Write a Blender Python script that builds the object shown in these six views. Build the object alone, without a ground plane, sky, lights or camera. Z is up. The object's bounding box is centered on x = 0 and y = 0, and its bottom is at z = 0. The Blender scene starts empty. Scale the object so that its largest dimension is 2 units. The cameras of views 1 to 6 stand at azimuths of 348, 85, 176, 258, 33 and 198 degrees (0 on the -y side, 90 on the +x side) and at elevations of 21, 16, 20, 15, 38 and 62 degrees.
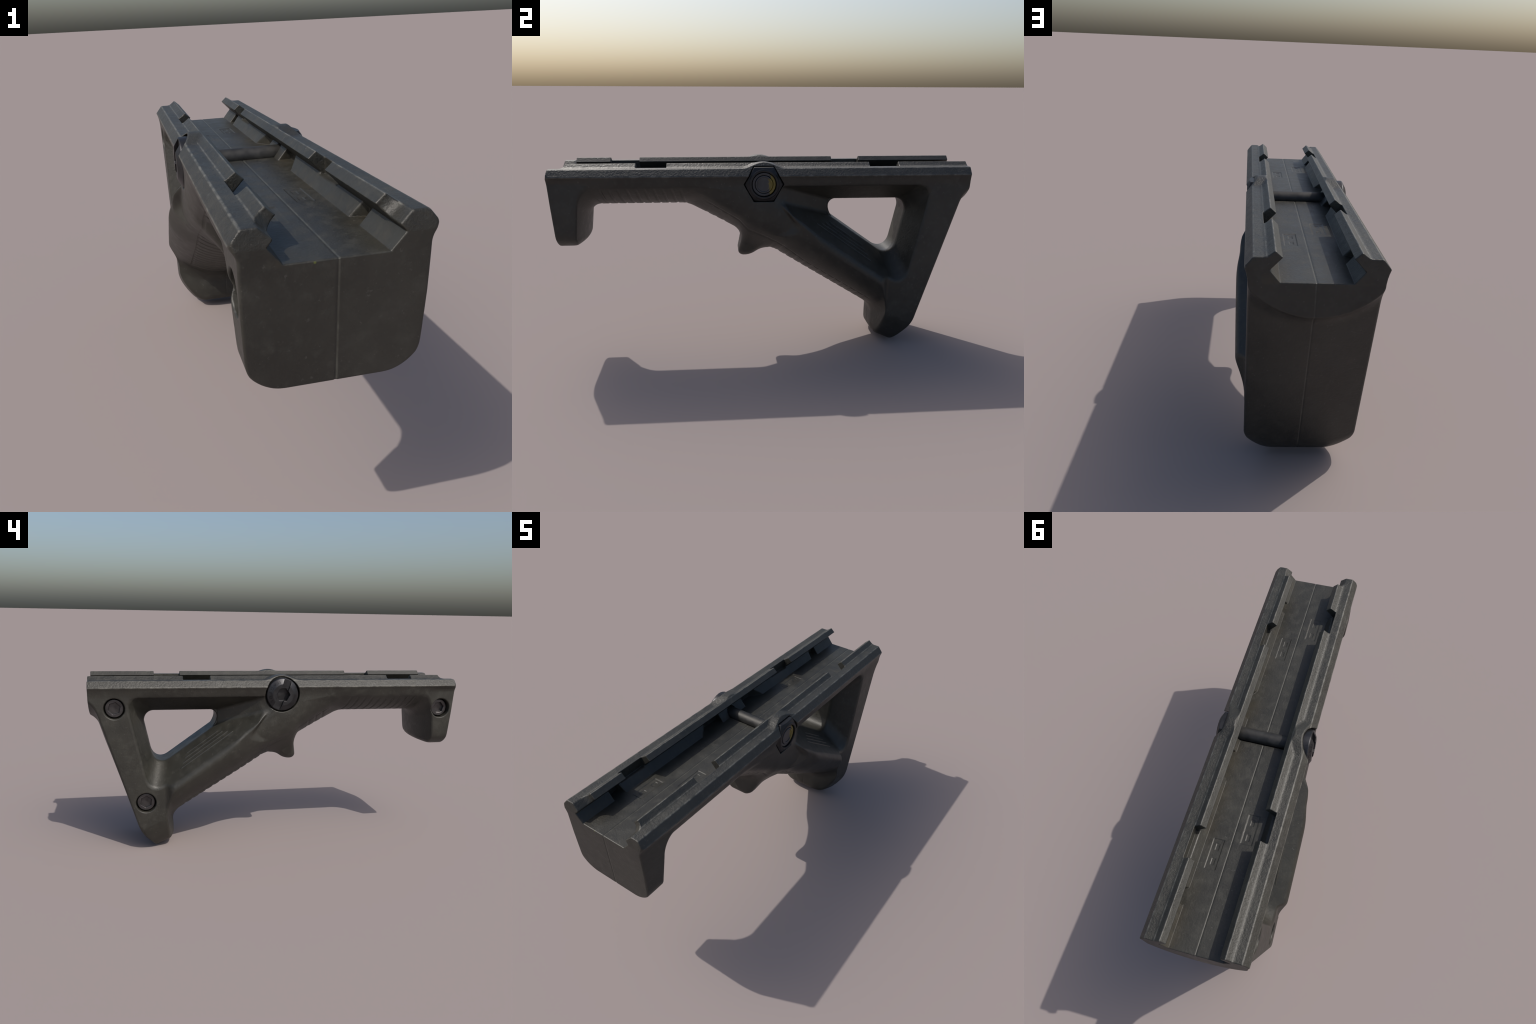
# Angled foregrip for a rail: moulded polymer body with open rear triangle,
# slotted rail channel on top, cross bolt with lock nut and three socket screws.
# The moulded body is described as a solid built from simple surfaces (planes,
# tubes, fillets) and meshed once; hardware is described the same way.
import bpy, math
import numpy as np
from mathutils import Vector, Matrix

f32 = np.float32

# ------------------------------------------------------------------ helpers
def rmax(a, b, r):
    """intersection with a rounded edge of radius r"""
    return np.minimum(-r, np.maximum(a, b)) + np.hypot(np.maximum(a + r, 0), np.maximum(b + r, 0))

def rmin(a, b, r):
    """union with a filleted joint of radius r"""
    return np.maximum(r, np.minimum(a, b)) - np.hypot(np.maximum(r - a, 0), np.maximum(r - b, 0))

def sstep(e0, e1, v):
    t = np.clip((v - e0) / (e1 - e0), 0, 1)
    return t * t * (3 - 2 * t)

def ramp(v, r):
    """max(v,0) with a soft corner of half width r"""
    return np.where(v <= -r, 0, np.where(v >= r, v, (v + r) ** 2 / (4 * r)))

def window(v, lo, hi, soft):
    return sstep(lo - soft, lo + soft, v) * (1 - sstep(hi - soft, hi + soft, v))

# ------------------------------------------------------------------ the body
SLOPE = 0.614                       # fall of the angled handle
TH = math.atan(SLOPE)
SN, CS = math.sin(TH), math.cos(TH)
TUBE_R = 0.2525                     # radius of the rounded undersides
AXIS_Z = 0.844                      # cross bolt height (at y = 0)
SIDE = 0.209                        # half width of the moulded sides
FLOOR = 0.838                       # channel floor
SCREWS = [(0.872, 0.779), (0.727, 0.276), (-0.921, 0.758)]
# wedge blocks along both channel walls: y0, y1, slant of either end
WEDGES = [(-1.2, -0.823, 0, 0), (-0.757, -0.248, 0.3, 1.4), (-0.090, 0.098, 0, 0),
          (0.252, 0.753, 1.4, 0.3), (0.823, 1.2, 0, 0)]
NOTCH_POS = [(-0.598, -0.456), (0.517, 0.659)]     # lip notches, +x side
NOTCH_NEG = [(-0.753, -0.611), (0.377, 0.519)]     # lip notches, -x side
RIBS = [(0.119, 0.337, 0.503), (0.139, 0.313, 0.514), (0.159, 0.288, 0.528), (0.180, 0.263, 0.538)]

def roof_height(a, y):
    """upper face of the angled handle: flat under the opening, falling to the sides"""
    return 0.479 - 0.705 * (y - 0.604) - 0.70 * ramp(a - 0.075, 0.009)

def parts_field(x, y, z):
    """signed distance of each structural member, before trimming"""
    a = np.abs(x)
    zc = 0.982 + 0.0015 * y
    tube = np.hypot(a, z - zc) - TUBE_R
    # above the opening the underside is a flat-topped splayed ceiling
    ceil = (0.748 + 0.645 * ramp(a - 0.070, 0.012) - z) * 0.84
    rail = np.minimum(np.maximum(tube, np.minimum(0.84 - y, y - 0.0)), np.maximum(tube, ceil))
    # forward stop
    y_in = -0.850 + 0.12 * (z - 0.65) - 0.75 * a * a
    post = rmax(np.maximum(y - y_in, z - 0.87), 0.5405 - z, 0.040)
    post = rmax(post, rmax(a - SIDE, 0.5405 - z, 0.105), 0.006)
    # angled handle: circular underside along the slope
    n = y * SN + z * CS
    s = y * CS - z * SN
    wide = 1.0 + 0.104 * sstep(-0.20, -0.03, s)
    under = (np.hypot(a / wide, n - 0.694) - 0.246)
    roof = (z - roof_height(a, y)) * 0.72
    # shallower lead-in between the rail underside and the handle
    t2 = math.atan(0.477)
    n2 = y * math.sin(t2) + z * math.cos(t2)
    lead = np.hypot(a, n2 - 0.630) - 0.130
    lead = np.maximum(lead, np.maximum(-0.46 - y, y - 0.02))
    handle = rmin(under, lead, 0.03)
    handle = np.maximum(handle, z - 0.87)
    # heel with its rounded finger face
    heel = 0.600 + 2.6 * np.maximum(0.13 - z, 0) ** 2 + 0.5 * a * a - y
    # brace between bolt boss and opening, tapering to a thin web
    w = 0.068 + 0.53 * ramp(0.336 - y, 0.015)
    web = rmax((a - w) * 0.88, y - 0.333, 0.008)
    web = np.maximum(np.maximum(web, z - 0.87), roof_height(a, y) - 0.03 - z)
    # rounded front corners of the opening
    flat = (0.477 - 0.705 * (y - 0.604) - z) * 0.817
    gap = rmax(rmax(z - 0.748, flat, 0.03), 0.333 - y, 0.036)
    corner = np.maximum(np.maximum(rmax(a - 0.069, -gap, 0.008), np.abs(y - 0.35) - 0.10), np.maximum(z - 0.80, flat - 0.03))
    # rear strut, convex at the back
    yf = 0.690 + 0.214 * (z - 0.53) + 0.443 * ramp(a - 0.070, 0.012)
    back = (y - (0.873 + 0.022 * np.clip(z / 0.6, 0.1, 1) * (1 - 22.9 * a * a) + 0.309 * (z - 0.482))) * 0.94
    strut = np.maximum((yf - y) * 0.9, z - 0.86)
    # finger spur below the handle
    nose = (-0.103 - 0.24 * (0.552 - z) - y) * 0.97
    spur = rmax(nose, 0.457 - z, 0.034)
    spur = rmax(spur, (0.457 - z) * 0.815 + (y + 0.060) * 0.579, 0.016)
    flank = (a - 0.062) * 0.90 - (z - 0.452) * 0.43
    spur = rmax(spur, flank, 0.030)
    spur = np.maximum(spur, n - 0.60)
    return dict(rail=rail, post=post, handle=handle, heel=heel, web=web, strut=strut,
                spur=spur, back=back, corner=corner), roof, n, s, a

def body_field(x, y, z):
    P, roof, n, s, a = parts_field(x, y, z)
    low_part = rmax(rmin(P['handle'], P['heel'], 0.035), roof, 0.012 + 0.018 * sstep(-0.14, -0.02, s))
    low_part = rmin(low_part, P['strut'], 0.080)
    low_part = rmax(low_part, P['back'], 0.010)
    f = rmin(P['rail'], P['post'], 0.055)
    f = rmin(f, low_part, 0.015 + 0.045 * sstep(0.25, 0.6, y))
    f = np.minimum(rmin(f, P['web'], 0.010), P['corner'])
    f = rmin(f, P['spur'], 0.052)
    # ---- finger grooves pressed into the undersides
    gr = window(y, -0.785, -0.365, 0.006) * (1 - sstep(0.80, 0.835, z)) * sstep(0.62, 0.70, z)
    ph = (y + 0.02 * (a / 0.2) ** 2) / 0.0412
    ph = np.abs(ph - np.round(ph)) * 0.0412
    f = f + 0.0030 * gr * (1 - sstep(0.0025, 0.0085, ph))
    hb = (1 - sstep(0.150, 0.165, a)) * (1 - sstep(0.50, 0.53, n))
    gh = np.maximum(window(s, -0.245, 0.325, 0.006), window(s, -0.60, -0.475, 0.006)) * hb
    pp = (s + 0.35 * a * a) / 0.045
    pp = np.abs(pp - np.round(pp)) * 0.045
    f = f + 0.0024 * gh * (1 - sstep(0.003, 0.012, pp))
    # crease along both flanks of the finger panel
    cr = window(s, -0.62, 0.33, 0.02) * (1 - sstep(0.53, 0.56, n))
    f = f + 0.0016 * cr * (1 - sstep(0.002, 0.007, np.abs(a - 0.157)))
    # ---- sides: rail flange above, plain side below, open where the handle swells
    lean = 0.37 + 0.40 * (1 - sstep(-0.90, -0.74, y))
    low = (a - 0.221 + lean * (0.885 - z)) / np.sqrt(1 + lean * lean)
    crest = -0.150 - np.where(n > 0.615, 38.0, 8.0) * (n - 0.615) ** 2
    swell = sstep(-0.075, 0.0, s - crest) * sstep(-0.34, -0.24, s) * (1 - sstep(0.568, 0.630, y)) * (1 - sstep(0.69, 0.74, n))
    slim = (0.006 + 0.009 * np.clip((0.74 - z) / 0.2, 0, 1)) * (1 - sstep(-0.90, -0.74, y))
    side = rmin(a - SIDE + slim - 0.05 * swell, low, 0.008)
    f = rmax(f, side, 0.010 + 0.022 * window(y, -0.33, 0.16, 0.06) * (1 - sstep(0.80, 0.84, z)))
    # ---- front, rear and bottom ends
    front = np.maximum((-1.0 + 0.068 * (0.875 - z)) - y, (-1.0 + 0.18 * (z - 0.875)) - y)
    f = rmax(f, front, 0.007)
    f = rmax(f, y - 1.0, 0.004)
    ca = np.maximum(a - 0.095, 0) ** 2
    bot = rmax((0.87 * (y - 0.672) + 3.6 * ca - z) * 0.72, (0.46 * (0.672 - y) + 11.0 * ca - z) * 0.70, 0.004)
    f = np.where(y > 0.45, rmax(f, bot, 0.016), f)
    # ---- top of the rail: flange, chamfer, boss over the bolt, raised lips
    cham = ((a - 0.221) * 0.033 + (z - 0.885) * 0.027) / 0.04264
    boss = np.hypot(y, z - AXIS_Z) - 0.100
    lip = ((a - 0.155) * 0.020 + (z - 0.918) * 0.026) / 0.0328
    top = rmin(rmin(z - 0.918, boss, 0.025), lip, 0.006)
    f = rmax(f, top, 0.004)
    f = rmax(f, cham, 0.003)
    f = rmax(f, (a - 0.2115) * 0.83 + (-0.999 - y) * 0.56, 0.004)
    # ---- channel with wedge blocks
    upper = np.maximum((a - 0.106 - (0.917 - z) * 0.94) * 0.728, a - 0.160)
    openv = (a - 0.106 - (z - 0.917) * 1.095) * 0.674
    chan = np.maximum(FLOOR - z, np.where(z < 0.917, upper, openv))
    wedge = None
    for y0, y1, k0, k1 in WEDGES:
        d = ramp(a - 0.112, 0.004)
        wy = np.maximum((y0 - k0 * d) - y, y - (y1 + k1 * d))
        wedge = wy if wedge is None else np.minimum(wedge, wy)
    wedge = rmax(wedge * 0.8, (0.112 + (z - FLOOR) * 0.829 - a) * 0.77, 0.004)
    chan = np.maximum(chan, -wedge)
    f = rmax(f, -chan, 0.003)
    # notches through the lips
    for sgn, lst in ((1, NOTCH_POS), (-1, NOTCH_NEG)):
        for y0, y1 in lst:
            cut = np.maximum(np.maximum(y0 - y, y - y1), np.maximum(a - 0.156, 0.871 - z))
            cut = np.maximum(cut, -sgn * x)
            f = rmax(f, -cut, 0.003)
    # scooped front ends of the lips
    q = -(a - 0.156) * 0.677 + (z - 0.916) * 0.736
    scoop = np.maximum(rmax(-q, y + 0.925, 0.030), 0.09 - a)
    f = rmax(f, -scoop, 0.004)
    # ---- bolt, nut and screw seats
    rod = np.hypot(y, z - AXIS_Z) - 0.0335
    f = np.maximum(f, -np.maximum(rod, a - 0.2))
    hx = np.maximum(np.abs(z - AXIS_Z), np.abs(z - AXIS_Z) * 0.5 + np.abs(y) * 0.866) - 0.0825
    f = rmax(f, -np.maximum(hx, 0.172 - x), 0.003)
    seat = np.hypot(y, z - AXIS_Z) - 0.0925
    f = rmax(f, -np.maximum(seat, 0.172 + x), 0.003)
    for sy, sz in SCREWS:
        h = np.hypot(y - sy, z - sz) - 0.0525
        f = rmax(f, -np.maximum(h, 0.150 + x), 0.006)
    # ---- ribs on the handle roof
    near = (1 - sstep(0.010, 0.020, np.abs(roof)))
    for ra, r0, r1 in RIBS:
        f = f - 0.0026 * near * window(y, r0, r1, 0.004) * np.exp(-((a - ra) / 0.0026) ** 2)
    # ---- shallow pocket marks on the channel floor
    fl = (1 - sstep(0.004, 0.010, np.abs(z - FLOOR)))
    def pocket(x0, x1, y0, y1, depth):
        return depth * fl * window(x, x0, x1, 0.0022) * window(y, y0, y1, 0.0022)
    m = 0
    for y0, y1 in NOTCH_POS:
        m = m + pocket(0.034, 0.080, y0 + 0.003, y1 - 0.003, 0.0020)
        for c in (0.27, 0.73):
            yc = y0 + c * (y1 - y0)
            m = m + pocket(0.047, 0.062, yc - 0.015, yc + 0.015, 0.0016)
    for y0, y1 in NOTCH_NEG:
        m = m + pocket(-0.082, -0.033, y0 + 0.003, y1 - 0.003, 0.0020)
        for c in (0.27, 0.76):
            yc = y0 + c * (y1 - y0)
            m = m + pocket(-0.066, -0.051, yc - 0.015, yc + 0.015, 0.0016)
    f = f + m
    # ---- mould seam down the middle
    inner = np.maximum(window(y, 0.30, 0.80, 0.01) * window(z, 0.44, 0.80, 0.01), window(y, -0.92, 0.30, 0.01) * (1 - sstep(0.81, 0.82, z)))
    f = f + 0.0013 * (1 - inner) * (1 - sstep(0.0005, 0.0045, np.abs(x - 0.001)))
    return f

# ------------------------------------------------------------------ mesher
def mesh_field(fn, lo, hi, h, newton=2):
    """quad mesh of fn = 0 (one vertex per crossed cell, pulled onto the surface)"""
    B = 4
    n = [(int(math.ceil((hi[k] - lo[k]) / h[k])) // B + 1) * B for k in range(3)]
    nb = [v // B for v in n]
    ax = [(lo[k] + h[k] * np.arange(n[k])).astype(f32) for k in range(3)]
    # look at block centres first, then evaluate only blocks the surface may cross
    cx = [a.reshape(-1, B).mean(1) for a in ax]
    G = np.empty(nb, f32)
    for j in range(0, nb[1], 8):
        G[:, j:j + 8, :] = fn(cx[0][:, None, None], cx[1][None, j:j + 8, None], cx[2][None, None, :])
    reach = 0.5 * B * math.sqrt(sum(v * v for v in h)) * 1.45 + 0.004
    F = np.where(G < 0, f32(-1), f32(1))
    F = F[:, None, :, None, :, None].repeat(B, 1).repeat(B, 3).repeat(B, 5)
    bi, bj, bk = np.nonzero(np.abs(G) < reach)
    loc = np.arange(B)
    for c in range(0, len(bi), 1500):
        i, j, k = bi[c:c + 1500], bj[c:c + 1500], bk[c:c + 1500]
        xx = ax[0][(i[:, None] * B + loc)][:, :, None, None]
        yy = ax[1][(j[:, None] * B + loc)][:, None, :, None]
        zz = ax[2][(k[:, None] * B + loc)][:, None, None, :]
        F[i, :, j, :, k, :] = fn(xx, yy, zz)
    F = F.reshape(n)
    S = (F < 0)
    Q = S.astype(np.uint8)
    C = Q[:-1] + Q[1:]
    C = C[:, :-1] + C[:, 1:]
    C = C[:, :, :-1] + C[:, :, 1:]
    act = (C > 0) & (C < 8)
    ci, cj, ck = np.nonzero(act)
    idx = np.full(act.shape, -1, np.int32)
    idx[ci, cj, ck] = np.arange(len(ci), dtype=np.int32)
    corners = [(i, j, k) for i in (0, 1) for j in (0, 1) for k in (0, 1)]
    V = {c: F[ci + c[0], cj + c[1], ck + c[2]] for c in corners}
    acc = np.zeros((len(ci), 3)); cnt = np.zeros(len(ci))
    for c in corners:
        for d in range(3):
            if c[d] == 0:
                e = list(c); e[d] = 1; e = tuple(e)
                va, vb = V[c], V[e]
                m = (va < 0) != (vb < 0)
                t = np.where(m, va / np.where(m, va - vb, 1), 0)
                p = np.array(c, float)[None, :].repeat(len(ci), 0)
                p[:, d] = t
                acc[m] += p[m]; cnt[m] += 1
    P = acc / cnt[:, None]
    base = np.stack([ci, cj, ck], 1)
    H = np.array(h)
    co = np.array(lo)[None] + (base + P) * H
    cell_lo = np.array(lo)[None] + base * H
    def ev(p):
        return np.concatenate([fn(*p[c:c + 40000].T.astype(f32).astype(np.float64)) for c in range(0, len(p), 40000)])
    def grad(p, e, v=None):
        g = np.empty_like(p)
        for d in range(3):
            o = np.zeros(3); o[d] = e
            g[:, d] = (ev(p + o) - ev(p - o)) / (2 * e) if v is None else (ev(p + o) - v) / e
        return g
    for _ in range(newton):
        v = ev(co)
        g = grad(co, 4e-4, v)
        co = co - g * (v / np.maximum((g * g).sum(1), 0.05))[:, None]
        co = np.clip(co, cell_lo - 0.35 * H, cell_lo + 1.35 * H)
    nr = grad(co, 0.0011)
    nr /= np.maximum(np.linalg.norm(nr, axis=1), 1e-9)[:, None]
    quads = []
    for d in range(3):
        a0, a1 = [(1, 2), (2, 0), (0, 1)][d]
        A = np.take(S, range(0, n[d] - 1), d); B = np.take(S, range(1, n[d]), d)
        ch = A != B
        e = np.stack(np.nonzero(ch), 1)
        ok = (e[:, a0] > 0) & (e[:, a1] > 0) & (e[:, a0] < n[a0] - 1) & (e[:, a1] < n[a1] - 1)
        e = e[ok]
        inside = A[e[:, 0], e[:, 1], e[:, 2]]
        def cell(o0, o1):
            c = e.copy(); c[:, a0] += o0; c[:, a1] += o1
            return idx[c[:, 0], c[:, 1], c[:, 2]]
        q = np.stack([cell(-1, -1), cell(0, -1), cell(0, 0), cell(-1, 0)], 1)
        q[~inside] = q[~inside][:, ::-1]
        quads.append(q)
    return co, np.concatenate(quads), nr

def make_object(name, co, faces, normals, mat, parent):
    me = bpy.data.meshes.new(name)
    me.vertices.add(len(co)); me.vertices.foreach_set("co", np.asarray(co, f32).ravel())
    me.loops.add(faces.size); me.loops.foreach_set("vertex_index", faces.ravel().astype(np.int32))
    me.polygons.add(len(faces))
    me.polygons.foreach_set("loop_start", (np.arange(len(faces)) * faces.shape[1]).astype(np.int32))
    me.update(calc_edges=True)
    me.polygons.foreach_set("use_smooth", np.ones(len(faces), bool))
    me.validate()
    if normals is not None and len(me.vertices) == len(normals):
        me.normals_split_custom_set_from_vertices([tuple(v) for v in normals])
    me.materials.append(mat)
    ob = bpy.data.objects.new(name, me)
    bpy.context.scene.collection.objects.link(ob)
    ob.parent = parent
    return ob

def sub_object(name, co, faces, normals, pick, mat, parent):
    fc = faces[pick]
    used, inv = np.unique(fc.ravel(), return_inverse=True)
    return make_object(name, co[used], inv.reshape(fc.shape), normals[used], mat, parent)

# ------------------------------------------------------------------ materials
def new_material(name):
    m = bpy.data.materials.new(name); m.use_nodes = True
    nt = m.node_tree
    return m, nt, nt.nodes["Principled BSDF"]

class Graph:
    def __init__(self, nt): self.nt = nt
    def add(self, kind, **kw):
        n = self.nt.nodes.new(kind)
        for k, v in kw.items(): setattr(n, k, v)
        return n
    def link(self, a, b): self.nt.links.new(a, b)
    def noise(self, vec, scale, detail=4, rough=0.55):
        n = self.add("ShaderNodeTexNoise")
        n.inputs["Scale"].default_value = scale; n.inputs["Detail"].default_value = detail
        n.inputs["Roughness"].default_value = rough
        self.link(vec, n.inputs["Vector"]); return n.outputs["Fac"]
    def rng(self, v, a, b, c=0.0, d=1.0):
        n = self.add("ShaderNodeMapRange"); n.clamp = True
        n.inputs[1].default_value = a; n.inputs[2].default_value = b
        n.inputs[3].default_value = c; n.inputs[4].default_value = d
        self.link(v, n.inputs[0]); return n.outputs[0]
    def math(self, op, a, b=None):
        n = self.add("ShaderNodeMath", operation=op)
        for i, v in enumerate((a, b)):
            if v is None: continue
            if isinstance(v, (int, float)): n.inputs[i].default_value = v
            else: self.link(v, n.inputs[i])
        return n.outputs[0]
    def mix(self, fac, a, b):
        n = self.add("ShaderNodeMix", data_type='RGBA')
        if isinstance(fac, (int, float)): n.inputs[0].default_value = fac
        else: self.link(fac, n.inputs[0])
        for i, v in ((6, a), (7, b)):
            if isinstance(v, tuple): n.inputs[i].default_value = v + (1,)
            else: self.link(v, n.inputs[i])
        return n.outputs[2]
    def bump(self, height, strength, dist, normal=None):
        n = self.add("ShaderNodeBump")
        n.inputs["Strength"].default_value = strength; n.inputs["Distance"].default_value = dist
        self.link(height, n.inputs["Height"])
        if normal is not None: self.link(normal, n.inputs["Normal"])
        return n.outputs[0]

def polymer_material():
    m, nt, bs = new_material("moulded_polymer")
    g = Graph(nt)
    vec = g.add("ShaderNodeTexCoord").outputs["Object"]
    sep = g.add("ShaderNodeSeparateXYZ"); g.link(vec, sep.inputs[0])
    X, Y, Z = sep.outputs
    ax = g.math('ABSOLUTE', X)
    big = g.noise(vec, 5.0, 5, 0.6)
    mid = g.noise(vec, 26.0, 6, 0.65)
    fine = g.noise(vec, 190.0, 4, 0.6)
    col = g.mix(g.rng(big, 0.35, 0.65), (0.0185, 0.0177, 0.0140), (0.0295, 0.0284, 0.0226))
    col = g.mix(g.rng(mid, 0.50, 0.72, 0, 0.6), col, (0.046, 0.0446, 0.0365))
    # pale scuff specks
    sp = g.noise(vec, 70.0, 3, 0.7)
    col = g.mix(g.rng(sp, 0.64, 0.72, 0, 0.6), col, (0.070, 0.068, 0.060))
    # specular glints on the long rail edges, painted into the base colour
    def edge_line(px, pz, width):
        d = g.math('SQRT', g.math('ADD', g.math('POWER', g.math('SUBTRACT', ax, px), 2.0),
                                  g.math('POWER', g.math('SUBTRACT', Z, pz), 2.0)))
        return g.rng(d, width, width * 0.35)
    painted_glint = g.math('MAXIMUM', g.math('MAXIMUM', edge_line(0.129, 0.9375, 0.0045), edge_line(0.194, 0.9175, 0.005)),
                  g.math('MAXIMUM', edge_line(0.2200, 0.885, 0.0055), edge_line(0.154, 0.9185, 0.004)))
    painted_glint = g.math('MULTIPLY', painted_glint, g.rng(mid, 0.40, 0.62, 0.15, 0.75))
    col = g.mix(painted_glint, col, (0.135, 0.132, 0.116))
    # thin paler stripe along the +x side of the seam
    seam = g.math('MULTIPLY', g.rng(g.math('ABSOLUTE', g.math('SUBTRACT', X, 0.0035)), 0.0028, 0.0012),
                  g.math('MAXIMUM', g.rng(Z, 0.80, 0.82), g.math('MAXIMUM', g.rng(Y, -0.93, -0.94), g.rng(Y, 0.74, 0.75))))
    col = g.mix(g.math('MULTIPLY', seam, g.rng(mid, 0.38, 0.6, 0.15, 0.5)), col, (0.075, 0.076, 0.064))
    # brown dust settled beside the wedge blocks in the channel
    inz = g.math('MULTIPLY', g.rng(Z, 0.830, 0.836), g.rng(Z, 0.872, 0.850))
    inx = g.math('MULTIPLY', g.rng(ax, 0.050, 0.118), g.rng(ax, 0.172, 0.165))
    dn = g.rng(g.noise(vec, 9.0, 4, 0.6), 0.42, 0.62)
    dust = g.math('MULTIPLY', g.math('MULTIPLY', inz, inx), dn)
    col = g.mix(g.math('MULTIPLY', dust, 0.38), col, (0.050, 0.041, 0.026))
    # rare yellow-green flecks
    vo = g.add("ShaderNodeTexVoronoi"); vo.inputs["Scale"].default_value = 6.5
    g.link(vec, vo.inputs["Vector"])
    fk = g.math('MULTIPLY', g.rng(vo.outputs["Distance"], 0.026, 0.014), g.rng(sp, 0.45, 0.55))
    col = g.mix(g.math('MULTIPLY', fk, 0.7), col, (0.13, 0.15, 0.03))
    g.link(col, bs.inputs["Base Color"])
    g.link(g.rng(mid, 0.3, 0.7, 0.40, 0.56), bs.inputs["Roughness"])
    bs.inputs["Specular IOR Level"].default_value = 0.5
    # leathery grain
    grain = g.noise(vec, 105.0, 5, 0.6)
    coarse = g.math('MULTIPLY', g.rng(Z, 0.872, 0.888), g.rng(ax, 0.112, 0.130))   # rail flanks are rougher
    nrm = g.bump(g.math('MULTIPLY', grain, g.rng(coarse, 0.0, 1.0, 0.38, 1.0)), 0.60, 0.004)
    nrm = g.bump(fine, 0.22, 0.0015, nrm)
    g.link(nrm, bs.inputs["Normal"])
    return m

def steel_material(name, base, rough, metal=0.75):
    m, nt, bs = new_material(name)
    g = Graph(nt)
    vec = g.add("ShaderNodeTexCoord").outputs["Object"]
    a = g.noise(vec, 28.0, 4, 0.6)
    c = g.mix(g.rng(a, 0.35, 0.68), base, tuple(v * 1.6 for v in base))
    g.link(c, bs.inputs["Base Color"])
    bs.inputs["Metallic"].default_value = metal
    g.link(g.rng(a, 0.3, 0.7, rough - 0.07, rough + 0.08), bs.inputs["Roughness"])
    g.link(g.bump(g.noise(vec, 260.0, 3), 0.15, 0.001), bs.inputs["Normal"])
    return m, g, bs, vec, c

def painted_insert(name, base, rough):
    """dark insert with a worn yellow paint mark on its rear half"""
    m, g, bs, vec, c = steel_material(name, base, rough, 0.0)
    sep = g.add("ShaderNodeSeparateXYZ"); g.link(vec, sep.inputs[0])
    wob = g.math('ADD', sep.outputs[1], g.math('MULTIPLY', g.math('SUBTRACT', g.noise(vec, 60.0, 4), 0.5), 0.03))
    zz = g.math('ABSOLUTE', g.math('SUBTRACT', sep.outputs[2], AXIS_Z))
    edge = g.math('SUBTRACT', wob, g.math('MULTIPLY', zz, 0.25))
    mark = g.rng(edge, 0.016, 0.021)
    g.link(g.mix(g.math('MULTIPLY', mark, 0.9), c, (0.16, 0.118, 0.014)), bs.inputs["Base Color"])
    return m

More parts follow.
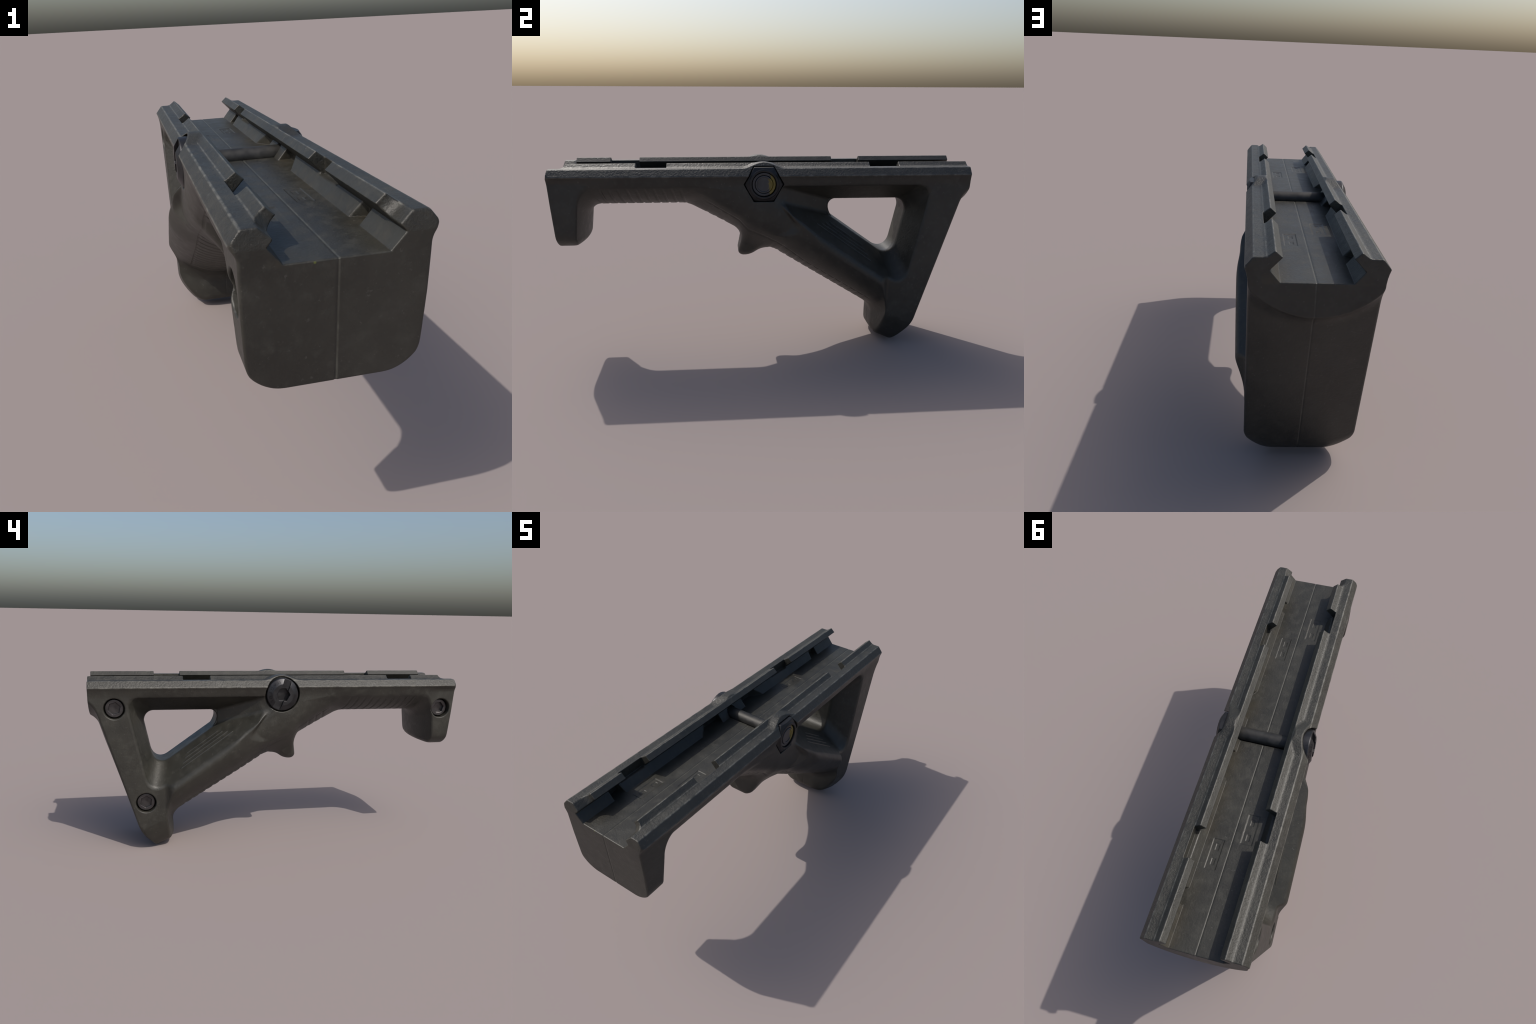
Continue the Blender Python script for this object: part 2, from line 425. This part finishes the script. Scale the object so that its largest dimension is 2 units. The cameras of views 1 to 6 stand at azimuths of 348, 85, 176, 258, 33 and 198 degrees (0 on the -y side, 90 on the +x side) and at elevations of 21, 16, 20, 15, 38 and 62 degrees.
# ------------------------------------------------------------------ build
def build():
    root = bpy.data.objects.new("angled_foregrip", None)
    root["label"] = "dark olive-grey polymer angled foregrip with slotted rail channel and bolt"
    root["category"] = "weapon foregrip"
    bpy.context.scene.collection.objects.link(root)
    polymer = polymer_material()

    co, faces, nr = mesh_field(body_field, (-0.2685, -1.0165, -0.0135), (0.2685, 1.0165, 0.9625),
                               (0.0031, 0.0038, 0.0031))
    co[:, 2] = np.maximum(co[:, 2], 0.0)
    # split the one surface by the member it belongs to
    ce = co[faces].mean(1)
    P, roof, n, s, a = parts_field(*ce.T)
    names = ['rail', 'post', 'handle', 'web', 'strut', 'heel', 'spur']
    P['strut'] = np.maximum(P['strut'], P['back'])
    P['heel'] = np.maximum(np.maximum(P['heel'], P['back']), ce[:, 2] - 0.30)
    P['handle'] = np.maximum(P['handle'], roof)
    D = np.stack([P[k] for k in names], 1)
    lab = D.argmin(1)
    lab[ce[:, 2] > 0.845] = 0
    title = dict(rail='mounting_rail', post='front_stop', handle='angled_handle', web='bolt_boss',
                 strut='rear_strut', heel='heel', spur='finger_spur')
    for i, k in enumerate(names):
        pick = lab == i
        if pick.any():
            sub_object(title[k], co, faces, nr, pick, polymer, root)

    # ---- cross bolt: head on the -x side, shank through the channel
    dark = steel_material("blackened_steel", (0.030, 0.030, 0.032), 0.42)[0]
    def head_field(x, y, z):
        u = -x; r = np.hypot(y, z - AXIS_Z); zz = z - AXIS_Z
        cone = (u - 0.226 + 0.55 * ramp(r - 0.056, 0.003)) * 0.88
        f = rmax(cone, r - 0.0855, 0.004)
        f = np.maximum(f, 0.176 - u)
        hxv = np.maximum(np.abs(zz), np.abs(zz) * 0.5 + np.abs(y) * 0.866) - 0.0325
        f = rmax(f, -np.maximum(hxv, 0.192 - u), 0.0015)
        # screwdriver slot, across the head
        c, sn = 0.919, 0.394
        across = np.abs(y * c + zz * sn - 0.004) - 0.0200
        f = rmax(f, -np.maximum(across, 0.2095 - u), 0.0012)
        return f
    hc, hf, hn = mesh_field(head_field, (-0.232, -0.092, AXIS_Z - 0.092), (-0.17, 0.092, AXIS_Z + 0.092),
                            (0.0013, 0.0013, 0.0013))
    bolt = make_object("cross_bolt", hc, hf, hn, dark, root)
    shank_mat = steel_material("shank_steel", (0.044, 0.043, 0.041), 0.56)[0]
    def shank_field(x, y, z):
        return rmax(np.hypot(y, z - AXIS_Z) - 0.0310, np.abs(x + 0.0) - 0.185, 0.004)
    sc, sf, sn_ = mesh_field(shank_field, (-0.19, -0.036, AXIS_Z - 0.036), (0.19, 0.036, AXIS_Z + 0.036),
                             (0.006, 0.0016, 0.0016))
    make_object("bolt_shank", sc, sf, sn_, shank_mat, bolt)
    # letters around the head, tops toward the middle
    lett = steel_material("letter_steel", (0.012, 0.012, 0.013), 0.5)[0]
    for ch, deg in zip("MAGPUL", (110, 131, 152, 172, 191, 210)):
        cu = bpy.data.curves.new("letter", 'FONT'); cu.body = ch; cu.size = 0.021
        cu.extrude = 0.0006; cu.align_x = 'CENTER'; cu.align_y = 'CENTER'
        tmp = bpy.data.objects.new("letter", cu)
        bpy.context.scene.collection.objects.link(tmp)
        me = bpy.data.meshes.new_from_object(tmp.evaluated_get(bpy.context.evaluated_depsgraph_get()))
        bpy.data.objects.remove(tmp); bpy.data.curves.remove(cu)
        ph = math.radians(deg)
        # image right = -y, up = +z, outward = -x
        rad = Vector((0, -math.cos(ph), math.sin(ph))); tan = Vector((0, math.sin(ph), math.cos(ph)))
        out = Vector((-1, 0, 0))
        up = (-rad * 0.876 + out * 0.482).normalized()      # lies on the conical rim
        nrmv = (tan.cross(up)).normalized()
        mat = Matrix((tan, up, nrmv)).transposed().to_4x4()
        mat.translation = Vector((-0.2185, 0, AXIS_Z)) + rad * 0.0688
        me.transform(mat)
        me.materials.append(lett)
        lo = bpy.data.objects.new("letter", me)
        bpy.context.scene.collection.objects.link(lo); lo.parent = bolt

    # ---- lock nut on the +x side
    nut_mat = steel_material("nut_steel", (0.026, 0.026, 0.027), 0.45)[0]
    def nut_field(x, y, z):
        zz = z - AXIS_Z; r = np.hypot(y, zz)
        hxv = np.maximum(np.abs(zz), np.abs(zz) * 0.5 + np.abs(y) * 0.866) - 0.0795
        f = np.maximum(hxv, 0.174 - x)
        f = rmax(f, (x - 0.212 + 0.60 * ramp(r - 0.074, 0.003)) * 0.86, 0.002)
        f = rmin(f, np.maximum(rmax(r - 0.071, x - 0.2170, 0.005), 0.18 - x), 0.003)
        return rmax(f, -np.maximum(r - 0.0585, 0.196 - x), 0.002)
    nc, nf, nn = mesh_field(nut_field, (0.17, -0.098, AXIS_Z - 0.098), (0.23, 0.098, AXIS_Z + 0.098),
                            (0.0013, 0.0013, 0.0013))
    nut = make_object("lock_nut", nc, nf, nn, nut_mat, root)
    def collar_field(x, y, z):
        r = np.hypot(y, z - AXIS_Z)
        f = rmax(np.maximum(r - 0.0555, 0.19 - x), x - 0.2100, 0.003)
        return rmax(f, 0.0425 - r, 0.004)
    c1, c2, c3 = mesh_field(collar_field, (0.185, -0.06, AXIS_Z - 0.06), (0.226, 0.06, AXIS_Z + 0.06),
                            (0.0012, 0.0012, 0.0012))
    make_object("nut_collar", c1, c2, c3, painted_insert("collar_nylon", (0.028, 0.028, 0.030), 0.45), nut)
    def tip_field(x, y, z):
        r = np.hypot(y, z - AXIS_Z)
        f = rmax(np.maximum(r - 0.0415, 0.18 - x), x - 0.2130, 0.004)
        return rmax(f, -np.maximum(r - 0.0335, 0.2090 - x), 0.002)
    c1, c2, c3 = mesh_field(tip_field, (0.175, -0.046, AXIS_Z - 0.046), (0.23, 0.046, AXIS_Z + 0.046),
                            (0.0012, 0.0012, 0.0012))
    make_object("bolt_tip", c1, c2, c3, painted_insert("tip_steel", (0.030, 0.030, 0.032), 0.40), nut)

    # ---- socket screws on the -x side (one mesh, three uses)
    screw_mat = steel_material("screw_steel", (0.060, 0.057, 0.058), 0.33)[0]
    def screw_field(x, y, z):
        r = np.hypot(y, z)
        f = rmax(np.maximum(r - 0.0465, -x), x - 0.030, 0.004)
        hxv = np.maximum(np.abs(y), np.abs(y) * 0.5 + np.abs(z) * 0.866) - 0.0265
        sock = np.maximum((hxv - 0.7 * ramp(x - 0.0265, 0.001)) * 0.82, 0.012 - x)
        return rmax(f, -sock, 0.0012)
    c1, c2, c3 = mesh_field(screw_field, (-0.004, -0.05, -0.05), (0.034, 0.05, 0.05), (0.0011, 0.0011, 0.0011))
    first = make_object("socket_screw", c1, c2, c3, screw_mat, root)
    rots = (0.25, 0.1, 0.35); depth = (-0.159, -0.159, -0.150)
    for i, (sy, sz) in enumerate(SCREWS):
        ob = first if i == 0 else first.copy()
        if i: bpy.context.scene.collection.objects.link(ob); ob.parent = root
        ob.matrix_local = Matrix.Translation((depth[i], sy, sz)) @ Matrix.Rotation(rots[i], 4, 'X') @ Matrix.Rotation(math.pi, 4, 'Z')

build()
